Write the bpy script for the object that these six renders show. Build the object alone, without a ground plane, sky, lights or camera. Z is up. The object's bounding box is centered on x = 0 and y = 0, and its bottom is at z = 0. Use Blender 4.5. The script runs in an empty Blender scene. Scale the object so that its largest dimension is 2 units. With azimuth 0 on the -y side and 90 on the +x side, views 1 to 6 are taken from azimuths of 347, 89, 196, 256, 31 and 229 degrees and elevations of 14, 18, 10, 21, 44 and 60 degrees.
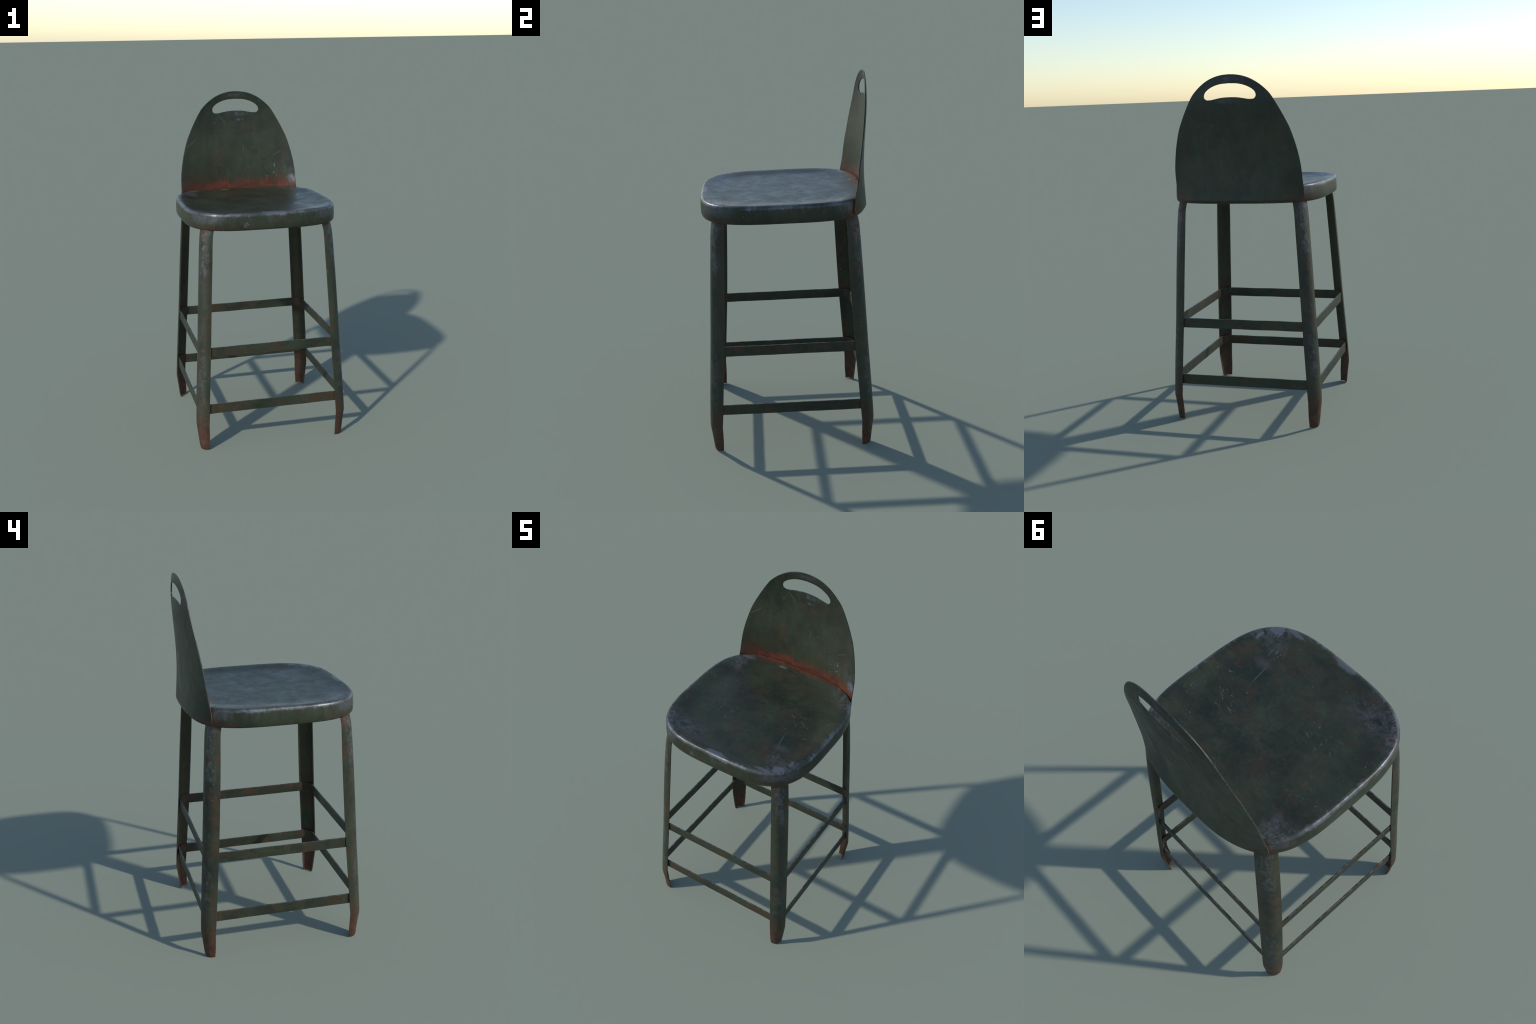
"""Worn green-painted steel bar stool: pressed seat, wrapped backrest with a
hand hole, four angle-iron legs bent from sheet and two strap stretcher rings."""
import bpy, math
import numpy as np

Y0 = -0.004            # the frame sits a hair in front of the bounding-box centre

# ------------------------------------------------------------------ helpers
def smooth_table(zs, vs):
    """Catmull-Rom style interpolation through a short table of control values."""
    zs, vs = np.array(zs, float), np.array(vs, float)
    m = np.gradient(vs, zs)
    def f(z):
        z = np.clip(np.asarray(z, float), zs[0], zs[-1])
        i = np.clip(np.searchsorted(zs, z, side="right") - 1, 0, len(zs) - 2)
        h = zs[i + 1] - zs[i]
        t = (z - zs[i]) / h
        return ((2*t**3 - 3*t**2 + 1) * vs[i] + (t**3 - 2*t**2 + t) * h * m[i]
                + (-2*t**3 + 3*t**2) * vs[i + 1] + (t**3 - t**2) * h * m[i + 1])
    return f


def loft(name, loops, close_u=True, close_v=False, cap=False, crease=36.0):
    """Mesh from a stack of equally long vertex loops."""
    nl, n = len(loops), len(loops[0])
    verts = [tuple(p) for lp in loops for p in lp]
    faces = []
    for i in range(nl if close_v else nl - 1):
        a, b = i * n, ((i + 1) % nl) * n
        for j in range(n if close_u else n - 1):
            k = (j + 1) % n
            faces.append((a + j, a + k, b + k, b + j))
    if cap:
        faces.append(tuple(range(n - 1, -1, -1)))
        faces.append(tuple((nl - 1) * n + j for j in range(n)))
    me = bpy.data.meshes.new(name)
    me.from_pydata(verts, [], faces)
    me.validate()
    import bmesh
    bm = bmesh.new()
    bm.from_mesh(me)
    bmesh.ops.remove_doubles(bm, verts=bm.verts, dist=1e-6)
    bmesh.ops.recalc_face_normals(bm, faces=bm.faces)
    bm.to_mesh(me)
    bm.free()
    me.polygons.foreach_set("use_smooth", [True] * len(me.polygons))
    me.set_sharp_from_angle(angle=math.radians(crease))
    me.update()
    return me


def add(name, me, parent, material):
    ob = bpy.data.objects.new(name, me)
    bpy.context.collection.objects.link(ob)
    ob.parent = parent
    if not me.materials:
        me.materials.append(material)
    return ob


# ------------------------------------------------------------------ node kit
class Kit:
    """Tiny expression layer over a material's node tree."""
    def __init__(self, name):
        self.mat = bpy.data.materials.new(name)
        self.mat.use_nodes = True
        self.t = self.mat.node_tree
        self.t.nodes.clear()
        self.coord = self.t.nodes.new("ShaderNodeTexCoord").outputs["Object"]
        self.rand = None

    def n(self, kind, **kw):
        nd = self.t.nodes.new(kind)
        for k, v in kw.items():
            setattr(nd, k, v)
        return nd

    def put(self, sock, v):
        if isinstance(v, bpy.types.NodeSocket):
            self.t.links.new(v, sock)
        elif isinstance(v, (tuple, list)) and len(v) == 3 and sock.type == "RGBA":
            sock.default_value = (*v, 1)
        else:
            sock.default_value = v

    def m(self, op, a, b=0.0, clamp=False):
        nd = self.n("ShaderNodeMath", operation=op, use_clamp=clamp)
        self.put(nd.inputs[0], a)
        self.put(nd.inputs[1], b)
        return nd.outputs[0]

    def mul(self, *a):
        r = a[0]
        for x in a[1:]:
            r = self.m("MULTIPLY", r, x)
        return r

    def plus(self, *a):
        r = a[0]
        for x in a[1:]:
            r = self.m("ADD", r, x)
        return r

    def maxi(self, *a):
        r = a[0]
        for x in a[1:]:
            r = self.m("MAXIMUM", r, x)
        return r

    def step(self, v, lo, hi, a=0.0, b=1.0):
        """Smooth ramp of v: a at lo, b at hi."""
        nd = self.n("ShaderNodeMapRange", interpolation_type="SMOOTHSTEP")
        self.put(nd.inputs["Value"], v)
        flip = isinstance(lo, float) and isinstance(hi, float) and lo > hi
        if flip:
            lo, hi, a, b = hi, lo, b, a
        for k, x in (("From Min", lo), ("From Max", hi), ("To Min", a), ("To Max", b)):
            self.put(nd.inputs[k], x)
        return nd.outputs["Result"]

    def xyz(self, v=None):
        nd = self.n("ShaderNodeSeparateXYZ")
        self.put(nd.inputs[0], v or self.coord)
        return nd.outputs[0], nd.outputs[1], nd.outputs[2]

    def place(self, scale=(1, 1, 1), rot=(0, 0, 0), loc=(0, 0, 0), src=None):
        nd = self.n("ShaderNodeMapping")
        self.put(nd.inputs["Vector"], src or self.coord)
        nd.inputs["Scale"].default_value = scale
        nd.inputs["Rotation"].default_value = rot
        nd.inputs["Location"].default_value = loc
        if self.rand is not None:
            sc = self.n("ShaderNodeVectorMath", operation="SCALE")
            sc.inputs[0].default_value = (7.3, 3.1, 0.0)
            self.put(sc.inputs["Scale"], self.rand)
            ad = self.n("ShaderNodeVectorMath", operation="ADD")
            self.put(ad.inputs[0], nd.outputs[0])
            self.put(ad.inputs[1], sc.outputs[0])
            return ad.outputs[0]
        return nd.outputs[0]

    def noise(self, scale, detail=4.0, rough=0.55, dist=0.0, vec=None, off=0.0):
        nd = self.n("ShaderNodeTexNoise")
        self.put(nd.inputs["Vector"], vec or self.place(loc=(off, off * 1.7, off * 0.6)))
        nd.inputs["Scale"].default_value = scale
        nd.inputs["Detail"].default_value = detail
        nd.inputs["Roughness"].default_value = rough
        nd.inputs["Distortion"].default_value = dist
        return nd.outputs["Fac"]

    def mix(self, f, a, b):
        nd = self.n("ShaderNodeMix", data_type="RGBA")
        self.put(nd.inputs[0], f)
        self.put(nd.inputs[6], a)
        self.put(nd.inputs[7], b)
        return nd.outputs[2]

    def lerp(self, f, a, b):
        nd = self.n("ShaderNodeMix", data_type="FLOAT")
        self.put(nd.inputs[0], f)
        self.put(nd.inputs[2], a)
        self.put(nd.inputs[3], b)
        return nd.outputs[0]

    def blob(self, at, radius, soft=1.0, wobble=0.0, off=0.0):
        """1 inside an ellipsoid round `at`, fading to 0, with a ragged border."""
        x, y, z = self.xyz()
        s = None
        for c, a, r in zip((x, y, z), at, radius):
            d = self.m("DIVIDE", self.m("SUBTRACT", c, a), r)
            d = self.mul(d, d)
            s = d if s is None else self.plus(s, d)
        d = self.m("SQRT", s)
        if wobble:
            nz = self.noise(30.0, 8.0, 0.74, 0.5, off=off)
            d = self.plus(d, self.mul(self.m("SUBTRACT", nz, 0.5), wobble))
        return self.step(d, 1.0, 1.0 - soft)

    def edge(self, radius, gain):
        """Convex edges, found by comparing the rounded normal with the true one."""
        bv = self.n("ShaderNodeBevel", samples=6)
        bv.inputs["Radius"].default_value = radius
        ge = self.n("ShaderNodeNewGeometry")
        dt = self.n("ShaderNodeVectorMath", operation="DOT_PRODUCT")
        self.put(dt.inputs[0], bv.outputs[0])
        self.put(dt.inputs[1], ge.outputs["Normal"])
        return self.mul(self.m("SUBTRACT", 1.0, dt.outputs["Value"]), gain)

    def centred(self, v, amp):
        """Noise value turned into a signed wobble of the given size."""
        return self.mul(self.m("SUBTRACT", v, 0.5), amp)

    def flecks(self, angle, plane, off, long=38.0, across=115.0, cut=0.63, where=0.52):
        """Ragged little paint flecks, all dragged one way, in loose clusters."""
        rot = {"xy": (0, 0, angle), "xz": (0, angle, 0)}[plane]
        v0 = self.place(rot=rot)
        sc = (long, across, across) if plane == "xy" else (long, 20.0, across)
        v = self.place(scale=sc, src=v0, loc=(off, off * 2.1, off * 0.3))
        s = self.noise(1.0, 4.0, 0.62, 0.4, vec=v)
        gate = self.step(self.noise(5.5, 4.0, 0.62, off=off + 9.0), where, where + 0.12)
        return self.mul(self.step(s, cut, cut + 0.07), gate)

    def stroke(self, a, b, width, plane="xy"):
        """One long scratch between two points of the xy or xz plane."""
        c = self.xyz()
        u, v = (c[0], c[1]) if plane == "xy" else (c[0], c[2])
        w = self.centred(self.noise(16.0, 3.0, 0.5), 0.008)
        dx, dy = b[0] - a[0], b[1] - a[1]
        l = math.hypot(dx, dy)
        dx, dy = dx / l, dy / l
        pu, pv = self.m("SUBTRACT", u, a[0]), self.m("SUBTRACT", v, a[1])
        along = self.plus(self.mul(pu, dx), self.mul(pv, dy))
        off = self.m("ABSOLUTE", self.plus(self.mul(pu, dy), self.mul(pv, -dx), w))
        ends = self.mul(self.step(along, 0.0, l * 0.25), self.step(along, l, l * 0.75))
        return self.mul(self.step(off, width, width * 0.2), ends)


GREEN = (0.029, 0.039, 0.022)
GREEN_DARK = (0.015, 0.021, 0.013)
OLIVE = (0.037, 0.037, 0.019)
BROWN = (0.060, 0.030, 0.015)
RUST = (0.172, 0.034, 0.015)
RUST_FOOT = (0.092, 0.036, 0.018)
STEEL = (0.190, 0.196, 0.226)
CHALK = (0.150, 0.170, 0.140)


def paint(kit, rust=None, rust_col=RUST, steel=0.0, chalk=0.0, brown=None, rough=0.42,
          chips=0.7, lift=None, grain=(30.0, 30.0, 5.0)):
    """Shared finish: mottled green paint, worn through to primer, rust and steel."""
    k = kit
    big = k.noise(3.2, 5.0, 0.6)
    mid = k.noise(11.0, 6.0, 0.65, 0.4, off=3.0)
    fine = k.noise(85.0, 4.0, 0.7, off=5.0)
    col = k.mix(k.step(big, 0.36, 0.64), GREEN_DARK, GREEN)
    col = k.mix(k.mul(k.step(mid, 0.48, 0.74), 0.7), col, OLIVE)
    col = k.mix(k.mul(k.step(fine, 0.50, 0.75), 0.30), col, (0.052, 0.060, 0.045))
    brush = k.noise(1.0, 6.0, 0.7, 0.3, vec=k.place(scale=grain, rot=(0.0, 0.18, 0.05), loc=(4.0, 2.0, 6.0)))
    col = k.mix(k.mul(k.step(brush, 0.54, 0.36), 0.38), col, tuple(c * 0.72 for c in GREEN_DARK))
    col = k.mix(k.mul(k.step(brush, 0.54, 0.74), 0.30), col, (0.055, 0.066, 0.044))
    if lift is not None:
        col = k.mix(lift, col, (0.062, 0.076, 0.052))
    if brown is not None:
        col = k.mix(brown, col, BROWN)
    spot = k.mul(k.step(k.noise(22.0, 9.0, 0.80, 0.5, off=8.0), 0.550, 0.66),
                 k.step(k.noise(5.0, 4.0, 0.6, off=14.0), 0.45, 0.62))
    col = k.mix(k.mul(spot, 0.58), col, (0.125, 0.035, 0.017))
    if rust is not None:
        shade = k.mix(k.step(k.noise(19.0, 6.0, 0.7, 0.5, off=12.0), 0.36, 0.66), rust_col,
                      tuple(c * 0.42 for c in rust_col))
        col = k.mix(rust, col, shade)
    chip = k.mul(k.step(k.noise(75.0, 4.0, 0.66, 0.5, off=21.0), 0.63, 0.70),
                 k.step(k.noise(6.5, 4.0, 0.6, off=31.0), 0.47, 0.64))
    chalk = k.maxi(chalk, k.mul(chip, chips))
    col = k.mix(chalk, col, CHALK)
    col = k.mix(steel, col, STEEL)
    b = k.n("ShaderNodeBsdfPrincipled")
    k.put(b.inputs["Base Color"], col)
    smear = k.noise(1.0, 7.0, 0.72, 0.8, vec=k.place(scale=(14.0, 10.0, 12.0), loc=(2.0, 4.0, 1.0)))
    r = k.plus(k.lerp(k.step(mid, 0.3, 0.7), rough - 0.05, rough + 0.07),
               k.centred(smear, 0.40), k.centred(fine, 0.14))
    if rust is not None:
        r = k.lerp(rust, r, 0.68)
    r = k.m("MAXIMUM", k.lerp(steel, r, 0.40), 0.20)
    k.put(b.inputs["Roughness"], r)
    k.put(b.inputs["Metallic"], k.mul(steel, 0.65))
    b.inputs["Specular IOR Level"].default_value = 0.38
    bump = k.n("ShaderNodeBump")
    bump.inputs["Strength"].default_value = 0.22
    bump.inputs["Distance"].default_value = 0.003
    k.put(bump.inputs["Height"], k.plus(k.mul(mid, 0.8), k.mul(fine, 0.35), k.mul(steel, -0.2)))
    k.put(b.inputs["Normal"], bump.outputs[0])
    out = k.n("ShaderNodeOutputMaterial")
    k.t.links.new(b.outputs[0], out.inputs[0])
    return k.mat


# ------------------------------------------------------------------ seat
SEAT_A, SEAT_B, SEAT_N = 0.4445, 0.446, 3.5
SEAT_BACK = 0.441      # slightly shallower behind, where the backrest wraps it


def seat_loop(d, z, count=224, power=SEAT_N):
    a = SEAT_A - d
    out = []
    for i in range(count):
        t = 2 * math.pi * i / count
        c, s = math.cos(t), math.sin(t)
        # even spacing round a superellipse: scale the unit direction
        r = (abs(c) ** power + abs(s) ** power) ** (-1 / power)
        b = (SEAT_B if s < 0 else SEAT_BACK) * a / SEAT_A
        out.append((a * r * c, Y0 + b * r * s, z))
    return out


def dish(d):
    """Height of the seat's top at distance d in from the rim."""
    return 1.3885 - 0.0125 * (1 - math.exp(-(max(d - 0.0185, 0) / 0.060) ** 2)) \
        - 0.004 * (d / SEAT_A) ** 2


def build_seat(parent, material):
    side = [(0.030, 1.2905), (0.018, 1.2905), (0.010, 1.2908), (0.005, 1.2925), (0.0015, 1.2970),
            (0.0, 1.3035), (-0.0005, 1.325), (0.0, 1.350), (0.0008, 1.366), (0.0016, 1.3735), (0.0032, 1.3790),
            (0.0060, 1.3836), (0.0095, 1.3866), (0.0140, 1.3882), (0.0185, 1.3885)]
    ds = list(np.concatenate([np.linspace(0.024, 0.14, 16), np.linspace(0.16, SEAT_A, 26)]))
    prof = side + [(d, dish(d)) for d in ds]
    under = [(d, dish(d) - 0.010) for d in reversed(ds)] + \
            [(0.026, 1.377), (0.014, 1.372), (0.011, 1.36), (0.011, 1.306), (0.016, 1.299), (0.030, 1.298)]
    loops = []
    for d, z in prof + under:
        q = SEAT_N + (2.3 - SEAT_N) * min(1, max(0, (d - 0.1) / 0.33))
        loops.append(seat_loop(d, z, power=q))
    return add("seat", loft("seat", loops, close_v=True), parent, material)


def seat_material():
    k = Kit("worn_green_seat_paint")
    x, y, z = k.xyz()
    yr = k.m("SUBTRACT", y, Y0)
    ax, ay = k.m("DIVIDE", k.m("ABSOLUTE", x), SEAT_A), k.m("DIVIDE", k.m("ABSOLUTE", yr), SEAT_B)
    p = k.plus(k.m("POWER", ax, SEAT_N), k.m("POWER", ay, SEAT_N))
    rad = k.m("POWER", p, 1 / SEAT_N)                       # 1 at the rim
    n1 = k.noise(34.0, 6.0, 0.7, 0.3, off=2.0)
    n2 = k.noise(7.0, 4.0, 0.6, off=6.0)
    n3 = k.noise(120.0, 3.0, 0.65, off=4.0)
    drip = k.noise(1.0, 4.0, 0.65, 0.2, vec=k.place(scale=(48.0, 48.0, 20.0)))
    top = k.step(z, 1.366, 1.380)
    skirt = k.m("SUBTRACT", 1.0, top)
    # bare steel along the turned edge, patchy round the seat, ragged down the skirt
    worn = k.plus(0.20, k.mul(k.step(n2, 0.42, 0.62), 0.80))
    rim = k.mul(k.step(k.plus(rad, k.centred(n1, 0.11), k.centred(n3, 0.05)), 0.945, 0.995),
                k.step(k.plus(z, k.centred(drip, 0.022), k.centred(n1, 0.028)), 1.366, 1.380), worn, 0.85)
    # corners rubbed to a fine speckle
    corner = k.mul(k.step(k.mul(ax, ay), 0.40, 0.66), top)
    speck = k.mul(corner, k.step(k.plus(n1, k.mul(n3, 0.5)), 0.66, 0.90), 0.50)
    rubs = None
    for at, r, soft, w, amt, solid in (
            ((-0.255, -0.335), (0.20, 0.105), 0.9, 0.8, 0.34, 0),
            ((-0.390, -0.300), (0.04, 0.075), 0.8, 0.7, 0.45, 0),
            ((0.010, -0.434), (0.085, 0.026), 0.50, 1.6, 0.52, 1),
            ((0.338, -0.356), (0.046, 0.032), 0.50, 3.2, 0.60, 1),
            ((0.373, -0.283), (0.012, 0.026), 0.50, 2.6, 0.50, 1),
            ((0.275, -0.398), (0.065, 0.014), 0.40, 2.8, 0.50, 1),
            ((0.255, -0.200), (0.065, 0.040), 1.0, 0.5, 0.22, 1),
            ((0.290, -0.300), (0.085, 0.080), 1.0, 0.9, 0.28, 0),
            ((-0.315, 0.352), (0.045, 0.020), 0.60, 2.8, 0.50, 1),
            ((-0.330, 0.285), (0.075, 0.085), 0.9, 0.9, 0.36, 0),
            ((0.355, 0.300), (0.030, 0.060), 0.9, 0.9, 0.30, 0)):
        b = k.mul(k.blob((*at, 1.383), (*r, 0.2), soft, w, off=at[0] * 9), amt, top)
        if not solid:
            b = k.mul(b, k.step(k.plus(n1, k.mul(n3, 0.5)), 0.58, 0.95))
        rubs = b if rubs is None else k.maxi(rubs, b)
    line = k.mul(k.stroke((0.216, -0.086), (0.240, -0.222), 0.0045), top, 0.35)
    # skirt: pale bloom above each leg, one scrape at the front
    bloom = k.mul(k.step(k.mul(ax, ay), 0.52, 0.66), skirt, k.step(k.plus(z, k.centred(n1, 0.05)), 1.312, 1.360),
                  k.step(k.plus(n1, k.mul(n3, 0.4)), 0.45, 0.80), 0.38)
    scrape = k.mul(k.blob((-0.143, -0.45, 1.318), (0.020, 0.05, 0.024), 0.5, 2.2, off=4.0), k.step(n3, 0.44, 0.58), 0.7)
    foot = k.mul(k.step(z, 1.303, 1.294), k.step(k.plus(n1, k.centred(n2, 0.5)), 0.56, 0.66), 0.5)
    steel = k.m("MULTIPLY", k.maxi(rim, speck, rubs, line, bloom, scrape, foot), 1.0, clamp=True)
    # rust creeping out from under the backrest and round the leg tops
    yb = k.plus(y, k.mul(k.m("POWER", ax, 3.0), 0.055), k.centred(n2, 0.10), k.centred(n1, 0.09))
    back = k.mul(k.step(yb, 0.375, 0.440), k.plus(0.55, k.mul(n1, 0.6)), k.step(z, 1.30, 1.36))
    low = k.mul(k.step(k.plus(z, k.centred(n1, 0.04)), 1.335, 1.290), k.step(k.mul(ax, ay), 0.46, 0.64), 0.26)
    joint = k.mul(k.step(k.m("ABSOLUTE", k.m("SUBTRACT", y, 0.345)), 0.03, 0.0), k.step(ax, 0.7, 0.8), skirt, 0.5)
    rust = k.m("MULTIPLY", k.maxi(back, low, joint), 0.9, clamp=True)
    brown = k.mul(k.step(k.noise(9.0, 7.0, 0.74, 0.5, off=17.0), 0.49, 0.70), 0.58)
    brown = k.mul(brown, k.lerp(top, 0.45, 1.0))
    sc = k.maxi(k.mul(k.flecks(0.35, "xy", 1.0, 30.0, 85.0, 0.62, 0.51), top),
                k.mul(k.flecks(-0.55, "xy", 4.0, 30.0, 85.0, 0.63, 0.55), top),
                k.mul(k.flecks(1.5, "xy", 7.0, 34.0, 80.0, 0.64, 0.57), top),
                k.mul(k.blob((0.215, 0.050, 1.38), (0.085, 0.06, 0.2), 0.7, 0.8),
                      k.flecks(0.35, "xy", 2.0, 32.0, 90.0, 0.575, 0.36), top),
                k.mul(k.blob((-0.095, 0.385, 1.38), (0.034, 0.010, 0.2), 0.8, 2.6), top, 0.7),
                k.mul(k.blob((0.255, -0.262, 1.38), (0.045, 0.05, 0.2), 0.7, 1.2),
                      k.flecks(1.2, "xy", 3.0, 30.0, 80.0, 0.57, 0.34), top))
    lift = k.mul(skirt, k.step(k.plus(drip, k.centred(n2, 0.6)), 0.44, 0.72), k.step(k.plus(z, k.centred(n1, 0.05)), 1.30, 1.36), 0.40)
    return paint(k, rust, RUST, steel, k.mul(sc, 0.65), brown, rough=0.39, lift=lift, chips=0.6, grain=(7.0, 16.0, 6.0))


# ------------------------------------------------------------------ backrest
PLATE_T = 0.0068
PLATE_LOW = 1.3075
mid_y = smooth_table([1.30, 1.38, 1.45, 1.55, 1.65, 1.75, 1.82, 1.90, 1.96, 2.0],
                     [.451, .445, .442, .4425, .447, .455, .460, .462, .460, .455])
drop = smooth_table([1.30, 1.38, 1.45, 1.55, 1.65, 1.75, 1.82, 1.90, 1.95, 2.0],
                    [.0950, .0825, .0655, .0530, .0415, .0350, .0305, .0270, .0285, .0295])
reach = smooth_table([1.30, 1.45, 1.50, 1.55, 1.65, 1.75, 1.82, 1.90, 1.95, 2.0],
                     [.380, .375, .371, .363, .340, .305, .272, .235, .215, .200])
bulge = smooth_table([1.30, 1.38, 1.45, 1.55, 1.65, 2.0], [3.2, 3.0, 2.5, 2.15, 2.0, 2.0])


def plate_y(x, z):
    return mid_y(z) - drop(z) * (np.abs(x) / reach(z)) ** bulge(z)


def plate_normal(x, z, e=1e-3):
    gx = (plate_y(x + e, z) - plate_y(x - e, z)) / (2 * e)
    gz = (plate_y(x, z + e) - plate_y(x, z - e)) / (2 * e)
    l = np.sqrt(1 + gx**2 + gz**2)
    return -gx / l, 1 / l, -gz / l


def through(points, per=24):
    """Closed-form Catmull-Rom through an open list of 2D points."""
    p = np.array(points, float)
    q = np.vstack([2 * p[0] - p[1], p, 2 * p[-1] - p[-2]])
    out = []
    for i in range(1, len(q) - 2):
        d = [max(np.linalg.norm(q[j + 1] - q[j]), 1e-9) ** 0.5 for j in (i - 1, i, i + 1)]
        t = np.linspace(0, 1, per, endpoint=False)[:, None]
        m1 = d[1] * ((q[i] - q[i-1]) / d[0] - (q[i+1] - q[i-1]) / (d[0] + d[1]) + (q[i+1] - q[i]) / d[1])
        m2 = d[1] * ((q[i+1] - q[i]) / d[1] - (q[i+2] - q[i]) / (d[1] + d[2]) + (q[i+2] - q[i+1]) / d[2])
        out.append((2*t**3 - 3*t**2 + 1) * q[i] + (t**3 - 2*t**2 + t) * m1
                   + (-2*t**3 + 3*t**2) * q[i+1] + (t**3 - t**2) * m2)
    return np.vstack(out + [p[-1:]])


def polar(outline, centre):
    d = outline - centre
    th, r = np.arctan2(d[:, 1], d[:, 0]), np.hypot(d[:, 0], d[:, 1])
    o = np.argsort(th)
    th, r = th[o], r[o]
    th = np.concatenate([th - 2 * math.pi, th, th + 2 * math.pi])
    r = np.tile(r, 3)
    return lambda a: np.interp(a, th, r)


def mirrored(half):
    """Right half from bottom to top -> closed outline symmetric in x."""
    left = half[::-1] * np.array([-1, 1])
    return np.vstack([half, left])


def build_backrest(parent, material):
    arch = through([(.3725, PLATE_LOW), (.3775, PLATE_LOW + .0022), (.3797, PLATE_LOW + .0075), (.3765, 1.40), (.371, 1.50), (.3535, 1.60), (.325, 1.70), (.3035, 1.75),
                    (.2785, 1.80), (.2510, 1.85), (.2215, 1.895), (.190, 1.927), (.156, 1.9535), (.120, 1.9745),
                    (.080, 1.9895), (.040, 1.9975), (0, 2.0)])
    base = np.stack([np.linspace(0, .3725, 60), np.full(60, PLATE_LOW)], 1)[:-1]
    outer = mirrored(np.vstack([base, arch]))
    bean = through([(0, 1.8775), (.045, 1.8755), (.085, 1.8690), (.118, 1.8635), (.138, 1.8665), (.1490, 1.8810),
                    (.1455, 1.9010), (.128, 1.9190), (.098, 1.9355), (.055, 1.9480), (0, 1.9520)])
    hole = mirrored(bean)
    c = np.array([0.0, 1.906])
    r_out, r_in = polar(outer, c), polar(hole, c)

    def angles(curve, count):
        d = np.diff(np.vstack([curve, curve[:1]]), axis=0)
        s = np.concatenate([[0], np.cumsum(np.hypot(d[:, 0], d[:, 1]))])
        u = np.interp(np.linspace(0, s[-1], count, endpoint=False), s[:-1], np.arange(len(curve)))
        i = np.clip(u.astype(int), 0, len(curve) - 2)
        p = curve[i] + (curve[i + 1] - curve[i]) * (u - i)[:, None]
        return np.arctan2(p[:, 1] - c[1], p[:, 0] - c[0])

    cor = math.atan2(PLATE_LOW - c[1], .380)
    th = np.concatenate([angles(outer, 300), angles(hole, 260), [cor, -math.pi - cor + 2 * math.pi - 2 * math.pi]])
    th = np.sort(np.mod(th + math.pi, 2 * math.pi) - math.pi)
    th = th[np.concatenate([[True], np.diff(th) > 1e-4])]
    ro, ri = r_out(th), r_in(th)

    def at(r, off):
        x, z = c[0] + r * np.cos(th), c[1] + r * np.sin(th)
        y = plate_y(x, z)
        nx, ny, nz = plate_normal(x, z)
        return np.stack([x - nx * off, y - ny * off, z - nz * off], 1)

    e = 0.0022
    ts = np.linspace(0, 1, 44)[1:-1]
    span = lambda t: (ri + e) + (ro - ri - 2 * e) * t
    skin = [ri + e, ri + 2.2 * e] + [span(t) for t in ts] + [ro - 2.2 * e, ro - e]
    rear = [at(r, 0.0) for r in skin]
    front = [at(r, PLATE_T) for r in reversed(skin)]
    q = 0.29 * e
    rim = [at(ro - q, q), at(ro, e), at(ro, PLATE_T - e), at(ro - q, PLATE_T - q)]
    lip = [at(ri + q, PLATE_T - q), at(ri, PLATE_T - e), at(ri, e), at(ri + q, q)]
    return add("backrest", loft("backrest", rear + rim + front + lip, close_v=True), parent, material)


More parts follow.
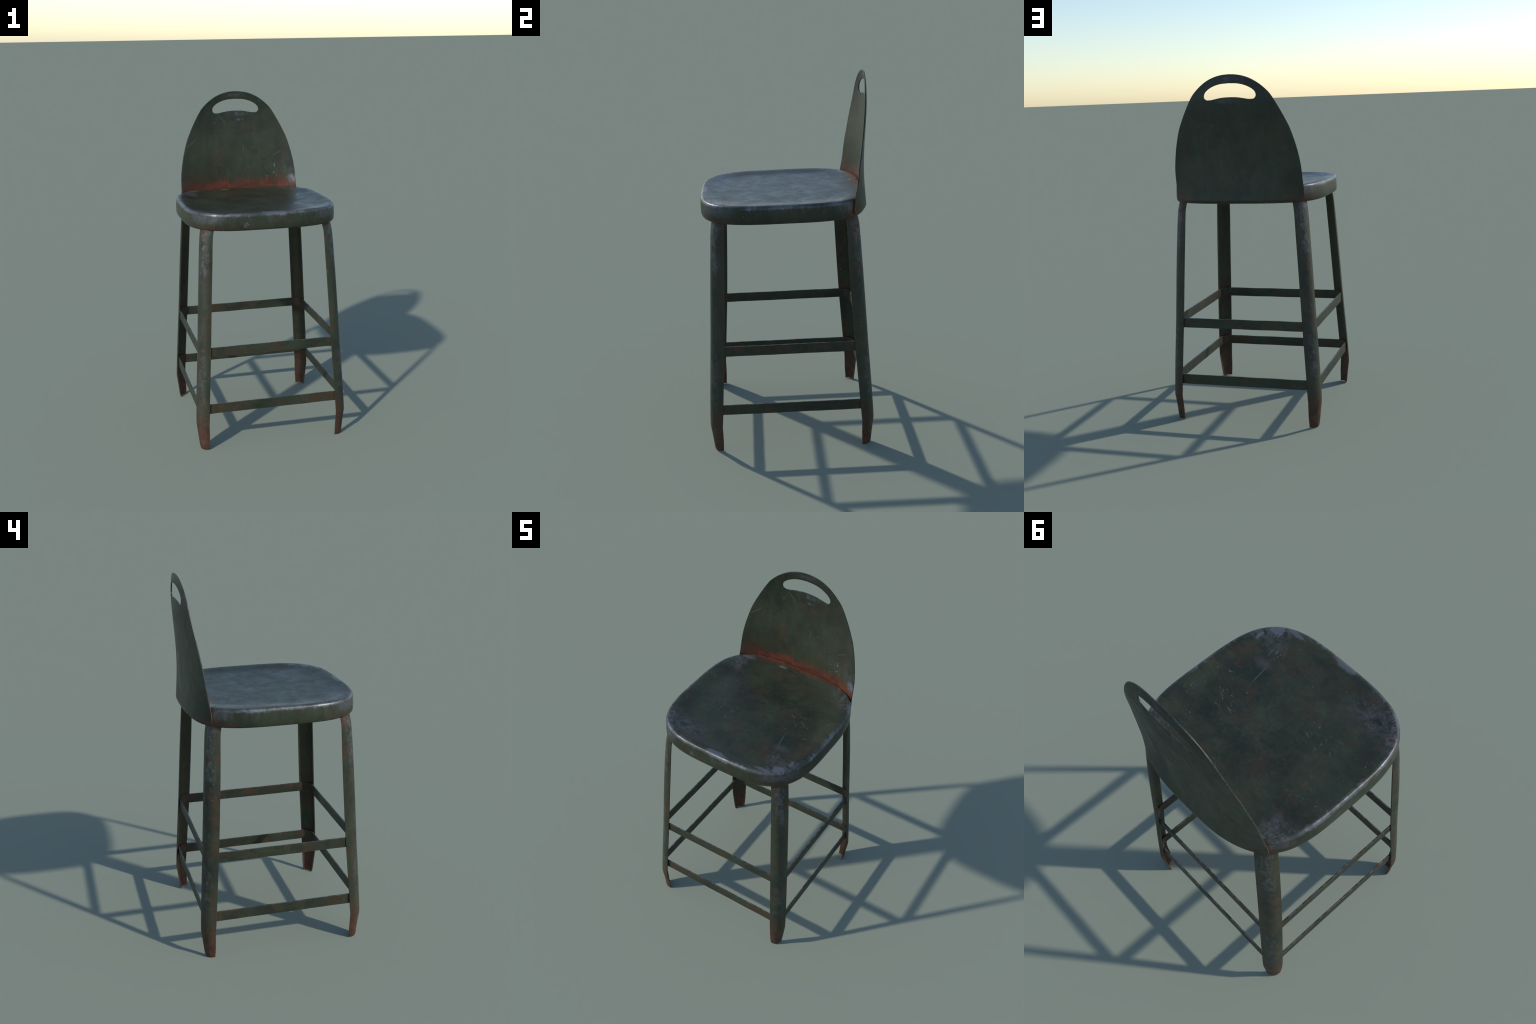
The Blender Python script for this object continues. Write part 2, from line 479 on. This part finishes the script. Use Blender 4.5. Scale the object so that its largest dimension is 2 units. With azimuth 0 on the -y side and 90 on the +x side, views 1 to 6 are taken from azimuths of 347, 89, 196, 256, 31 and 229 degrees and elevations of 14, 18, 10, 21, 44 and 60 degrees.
def backrest_material():
    k = Kit("worn_green_backrest_paint")
    x, y, z = k.xyz()
    ge = k.n("ShaderNodeNewGeometry")
    ny = k.xyz(ge.outputs["True Normal"])[1]
    front = k.step(ny, 0.1, -0.3)
    behind = k.m("SUBTRACT", 1.0, front)
    n1 = k.noise(34.0, 6.0, 0.7, 0.3, off=2.0)
    n3 = k.noise(120.0, 3.0, 0.65, off=4.0)
    wisp = k.noise(1.0, 5.0, 0.62, 0.3, vec=k.place(scale=(22.0, 5.0, 9.0), loc=(3.0, 1.0, 2.0)))
    tongue = k.noise(1.0, 3.0, 0.5, vec=k.place(scale=(7.0, 1.0, 2.0), loc=(5.3, 1.0, 2.0)))
    # rust wicking up from the joint with the seat, in soft tongues
    h = k.plus(z, k.centred(wisp, -0.085), k.centred(tongue, -0.09), k.centred(n1, -0.035))
    rust = k.mul(k.m("POWER", k.step(h, 1.470, 1.378), 1.2), front,
                 k.plus(0.42, k.mul(k.step(k.plus(n1, k.centred(n3, 0.3)), 0.32, 0.62), 0.58)), k.step(x, -0.42, -0.24, 0.45, 1.0))
    side = k.mul(k.step(k.m("ABSOLUTE", x), 0.24, 0.36), k.step(h, 1.36, 1.31), behind, 0.35)
    seam = k.mul(k.step(k.plus(z, k.centred(n1, 0.012)), 1.3145, 1.3095), behind, k.step(n1, 0.40, 0.55), 0.45)
    rust = k.m("MULTIPLY", k.maxi(rust, side, seam), 1.0, clamp=True)
    # steel: bright rub by one lower corner, hand wear round the hand hole
    bite = k.noise(1.0, 4.0, 0.6, vec=k.place(scale=(85.0, 10.0, 26.0), loc=(1.0, 3.0, 2.0)))
    rub = k.mul(k.blob((0.350, 0.362, 1.440), (0.034, 0.1, 0.050), 0.85, 1.1, off=5.0), front,
                k.step(k.plus(bite, k.centred(n1, 0.7)), 0.40, 0.52), 0.70)
    rub2 = k.mul(k.blob((0.225, 0.40, 1.505), (0.075, 0.1, 0.085), 0.7, 1.6, off=3.0), front,
                 k.step(k.plus(n1, k.mul(bite, 0.5)), 0.84, 0.90), 0.75)
    haze = k.mul(k.blob((0.335, 0.38, 1.51), (0.075, 0.1, 0.10), 1.0, 0.9), front, k.step(wisp, 0.35, 0.7), 0.30)
    hand = k.mul(k.blob((0.02, 0.45, 1.862), (0.11, 0.1, 0.028), 1.0, 0.9), k.step(k.plus(n1, k.mul(n3, 0.4)), 0.55, 0.95), 0.40)
    hand2 = k.mul(k.blob((0.025, 0.45, 1.822), (0.035, 0.1, 0.014), 0.9, 1.3), front, k.step(bite, 0.4, 0.6), 0.32)
    over = k.mul(k.blob((-0.01, 0.45, 1.975), (0.10, 0.1, 0.022), 1.0, 1.0), k.step(k.plus(n1, k.mul(n3, 0.4)), 0.52, 0.95), 0.40)
    rim = k.mul(k.edge(0.005, 7.0), k.step(k.plus(n1, k.centred(n3, 0.3)), 0.47, 0.60), 0.50)
    steel = k.m("MULTIPLY", k.maxi(rub, rub2, haze, hand, hand2, over, rim), 1.0, clamp=True)
    brown = k.maxi(k.mul(k.step(k.noise(7.0, 7.0, 0.74, 0.6, off=17.0), 0.49, 0.70), 0.45),
                   k.mul(k.step(h, 1.56, 1.40), k.step(x, 0.1, -0.3), front, 0.55))
    sc = k.maxi(k.flecks(1.25, "xz", 1.0, 20.0, 110.0, 0.64, 0.55),
                k.flecks(-1.0, "xz", 4.0, 20.0, 110.0, 0.65, 0.55),
                k.flecks(0.2, "xz", 7.0, 24.0, 110.0, 0.65, 0.57),
                k.mul(k.stroke((0.045, 1.60), (0.043, 1.665), 0.003, "xz"), front, 0.5),
                k.mul(k.stroke((0.232, 1.585), (0.290, 1.620), 0.0035, "xz"), front, 0.5),
                k.mul(k.stroke((-0.335, 1.655), (-0.262, 1.705), 0.0035, "xz"), front, 0.6),
                k.mul(k.stroke((-0.105, 1.850), (-0.060, 1.795), 0.003, "xz"), front, 0.6))
    return paint(k, rust, RUST, steel, k.mul(sc, 0.55), brown, rough=0.43, chips=0.6, grain=(17.0, 8.0, 6.0))


# ------------------------------------------------------------------ legs
LEG_T = 0.0065
leg_out = smooth_table([0.0, 0.010, 0.030, 0.07, 0.115, 0.148, 0.158, 0.170, 0.30, 0.60, 0.90, 1.12, 1.20, 1.26, 1.29, 1.345],
                       [.4275, .4308, .4338, .4385, .4440, .4477, .4483, .4480, .4420, .4240, .4075, .3950, .3902, .3850, .3795, .3690])
leg_flange = smooth_table([0.0, 0.03, 0.10, 0.158, 0.30, 0.60, 0.90, 1.12, 1.26, 1.345],
                          [.0465, .0525, .0615, .0670, .0700, .0715, .0710, .0695, .0670, .0670])
leg_round = smooth_table([0.0, 0.08, 0.158, 0.40, 1.20, 1.29, 1.345], [.034, .050, .056, .057, .057, .063, .064])
leg_uneven = smooth_table([0.0, 0.10, 0.30, 1.20, 1.345], [0.0, 0.001, 0.003, 0.003, 0.001])


def leg_section(z, lean, arc=16, flat=3):
    """Angle section for the +x +y corner: two flanges joined by a big bend.
    lean = +1 makes the flange along y the longer one, -1 the flange along x."""
    c, f, r = float(leg_out(z)), float(leg_flange(z)), float(leg_round(z))
    lo_a = c - f - lean * float(leg_uneven(z))
    lo_b = c - f + lean * float(leg_uneven(z))
    e = 0.0015
    outer, inner = [], []
    for t in np.linspace(0, 1, flat, endpoint=False):
        yy = lo_a + e + (c - r - lo_a - e) * t
        outer.append((c, yy))
        inner.append((c - LEG_T, yy))
    for a in np.linspace(0, math.pi / 2, arc):
        outer.append((c - r + r * math.cos(a), c - r + r * math.sin(a)))
        ri = r - LEG_T
        inner.append((c - r + ri * math.cos(a), c - r + ri * math.sin(a)))
    for t in np.linspace(0, 1, flat + 1)[1:]:
        xx = c - r + (lo_b + e - c + r) * t
        outer.append((xx, c))
        inner.append((xx, c - LEG_T))
    end_b = [(lo_b + e * .3, c - e * .3), (lo_b, c - e), (lo_b, c - LEG_T + e), (lo_b + e * .3, c - LEG_T + e * .3)]
    end_a = [(c - LEG_T + e * .3, lo_a + e * .3), (c - LEG_T + e, lo_a), (c - e, lo_a), (c - e * .3, lo_a + e * .3)]
    return outer + end_b + inner[::-1] + end_a


def build_legs(parent, material):
    zs = np.concatenate([np.linspace(0, 0.20, 41), np.linspace(0.22, 1.08, 34), np.linspace(1.1, 1.345, 18)])
    shapes = [loft("leg", [[(x, y, float(z)) for x, y in leg_section(z, lean)] for z in zs], cap=True, crease=20.0)
              for lean in (1, -1)]
    for i in range(4):
        ob = add("leg", shapes[i % 2], parent, material)
        ob.location = (0, Y0, 0)
        ob.rotation_euler = (0, 0, i * math.pi / 2)
        ob.scale = (1, 1.006, 1) if i % 2 == 0 else (1.006, 1, 1)   # a touch deeper than wide


def leg_material():
    k = Kit("worn_green_leg_paint")
    k.rand = k.n("ShaderNodeObjectInfo").outputs["Random"]
    x, y, z = k.xyz()
    n1 = k.noise(40.0, 6.0, 0.7, 0.3, off=2.0)
    n2 = k.noise(7.0, 4.0, 0.6, off=6.0)
    n3 = k.noise(120.0, 3.0, 0.65, off=4.0)
    # outside or inside of the bend: does the surface face away from the stool's axis?
    ge = k.n("ShaderNodeNewGeometry")
    px, py, _ = k.xyz(ge.outputs["Position"])
    nx, ny, _ = k.xyz(ge.outputs["True Normal"])
    inside = k.step(k.plus(k.mul(px, nx), k.mul(py, ny)), 0.0, -0.10)
    outside = k.m("SUBTRACT", 1.0, inside)
    zz = k.plus(z, k.centred(n2, -0.16), k.centred(n1, -0.07))
    foot = k.step(zz, 0.215, 0.045)
    head = k.mul(k.step(k.plus(z, k.centred(n1, 0.03)), 1.268, 1.292), k.step(n2, 0.30, 0.60), 0.70)
    flush = k.mul(k.step(zz, 1.10, 1.24), k.step(n2, 0.46, 0.66), outside, 0.55)
    joints = None
    for zj in (0.562, 0.619, 0.222, 0.282):
        j = k.step(k.m("ABSOLUTE", k.m("SUBTRACT", k.plus(z, k.centred(n1, 0.03)), zj)), 0.024, 0.004)
        joints = j if joints is None else k.maxi(joints, j)
    joints = k.mul(joints, inside, 0.75)
    streak = k.mul(inside, k.step(k.plus(n2, k.centred(n1, 0.5)), 0.54, 0.76), 0.22)
    rust = k.m("MULTIPLY", k.maxi(k.mul(foot, 0.9), head, flush, joints, streak), 1.0, clamp=True)
    # speckled rub down the outside of the bend, heaviest below the seat
    d = k.m("ABSOLUTE", k.plus(k.m("SUBTRACT", x, y), k.centred(n2, 0.06)))
    ridge = k.step(d, 0.060, 0.012)
    high = k.mul(k.step(k.plus(z, k.centred(n2, 0.3)), 0.95, 1.12), k.step(z, 1.29, 1.26))
    mid = k.mul(k.step(k.m("ABSOLUTE", k.m("SUBTRACT", z, 0.43)), 0.22, 0.02), 0.55)
    amount = k.plus(0.12, k.mul(k.maxi(high, mid), 0.64))
    grain = k.noise(1.0, 9.0, 0.82, 0.0, vec=k.place(scale=(46.0, 46.0, 26.0), loc=(1.0, 5.0, 2.0)))
    sp = k.mul(ridge, amount, outside, k.step(grain, 0.44, 0.64))
    rim = k.mul(k.edge(0.0040, 6.0), k.step(k.plus(n1, k.centred(n3, 0.3)), 0.46, 0.62), 0.50)
    steel = k.m("MULTIPLY", k.maxi(k.mul(sp, 0.85), rim), 1.0, clamp=True)
    brown = k.m("MULTIPLY", k.maxi(k.mul(k.step(k.noise(11.0, 7.0, 0.76, 0.6, off=17.0), 0.46, 0.64), 0.66),
                                   k.mul(k.step(zz, 0.34, 0.12), 0.70),
                                   k.mul(inside, k.step(n2, 0.46, 0.66), 0.25)), 1.0, clamp=True)
    lift = k.mul(outside, k.step(n2, 0.40, 0.62), 0.08)
    return paint(k, rust, RUST_FOOT, steel, 0.0, brown, rough=0.45, chips=0.75, lift=lift, grain=(34.0, 34.0, 5.0))


# ------------------------------------------------------------------ stretcher rings
def build_ring(parent, material, half, low, high, bend=0.056, thick=0.0080):
    """Flat strap bent into a rounded square that hugs the inside of the legs."""
    def path(inset):
        h, r = half - inset, bend - inset
        pts = []
        for q in range(4):
            base = q * math.pi / 2
            ca, sa = math.cos(base), math.sin(base)
            seg = [(h, -(h - r) + 2 * (h - r) * t) for t in np.linspace(0, 1, 28)]
            seg += [(h - r + r * math.cos(a), h - r + r * math.sin(a)) for a in np.linspace(0, math.pi / 2, 14)[1:-1]]
            pts += [(ca * px - sa * py, sa * px + ca * py) for px, py in seg]
        return pts
    e = 0.0014
    wave = lambda px, py: 0.0004 * math.sin(31 * px + 17 * py) + 0.0003 * math.sin(53 * py - 23 * px)
    prof = [(0, low + e), (0, high - e), (e * .3, high - e * .3), (e, high), (thick - e, high),
            (thick - e * .3, high - e * .3), (thick, high - e), (thick, low + e),
            (thick - e * .3, low + e * .3), (thick - e, low), (e, low), (e * .3, low + e * .3)]
    loops = [[(px, py + Y0, z + wave(px, py)) for px, py in path(d)] for d, z in prof]
    return add("stretcher_ring", loft("stretcher_ring", loops, close_v=True, crease=15.0), parent, material)


def ring_material():
    k = Kit("worn_green_strap_paint")
    x, y, z = k.xyz()
    n1 = k.noise(40.0, 6.0, 0.7, 0.3, off=2.0)
    n2 = k.noise(7.0, 4.0, 0.6, off=6.0)
    ax, ay = k.m("ABSOLUTE", x), k.m("ABSOLUTE", k.m("SUBTRACT", y, Y0))
    lo = k.m("MINIMUM", ax, ay)
    near = k.step(k.plus(lo, k.centred(n2, 0.12)), 0.30, 0.37)
    spots = k.mul(k.step(k.noise(13.0, 7.0, 0.74, 0.6, off=11.0), 0.555, 0.68), 0.50)
    brown = k.m("MULTIPLY", k.maxi(k.mul(near, k.step(n1, 0.35, 0.6), 0.65), k.mul(k.step(k.plus(n2, k.centred(n1, 0.4)), 0.48, 0.66), 0.60)), 1.0, clamp=True)
    up = k.xyz(k.n("ShaderNodeNewGeometry").outputs["True Normal"])[2]
    rim = k.mul(k.maxi(k.step(up, 0.5, 0.9), k.mul(k.edge(0.003, 5.0), 0.7)), k.step(n1, 0.42, 0.62), 0.50)
    sp = k.mul(near, k.step(n1, 0.58, 0.70), 0.30)
    steel = k.m("MULTIPLY", k.maxi(rim, sp), 1.0, clamp=True)
    sc = k.maxi(k.flecks(0.9, "xz", 10.0, 22.0, 130.0, 0.66, 0.55), k.flecks(-0.8, "xz", 13.0, 22.0, 130.0, 0.66, 0.56))
    return paint(k, spots, (0.12, 0.034, 0.018), steel, k.mul(sc, 0.35), brown, rough=0.45, chips=0.6, grain=(14.0, 14.0, 26.0))


# ------------------------------------------------------------------ assemble
stool = bpy.data.objects.new("metal_bar_stool", None)
bpy.context.collection.objects.link(stool)
stool["label"] = "worn dark green steel bar stool with rounded backrest and hand hole"
stool["category"] = "bar stool"

build_seat(stool, seat_material())
build_backrest(stool, backrest_material())
build_legs(stool, leg_material())
straps = ring_material()
build_ring(stool, straps, 0.4185, 0.5615, 0.6175)
build_ring(stool, straps, 0.4345, 0.2230, 0.2805)
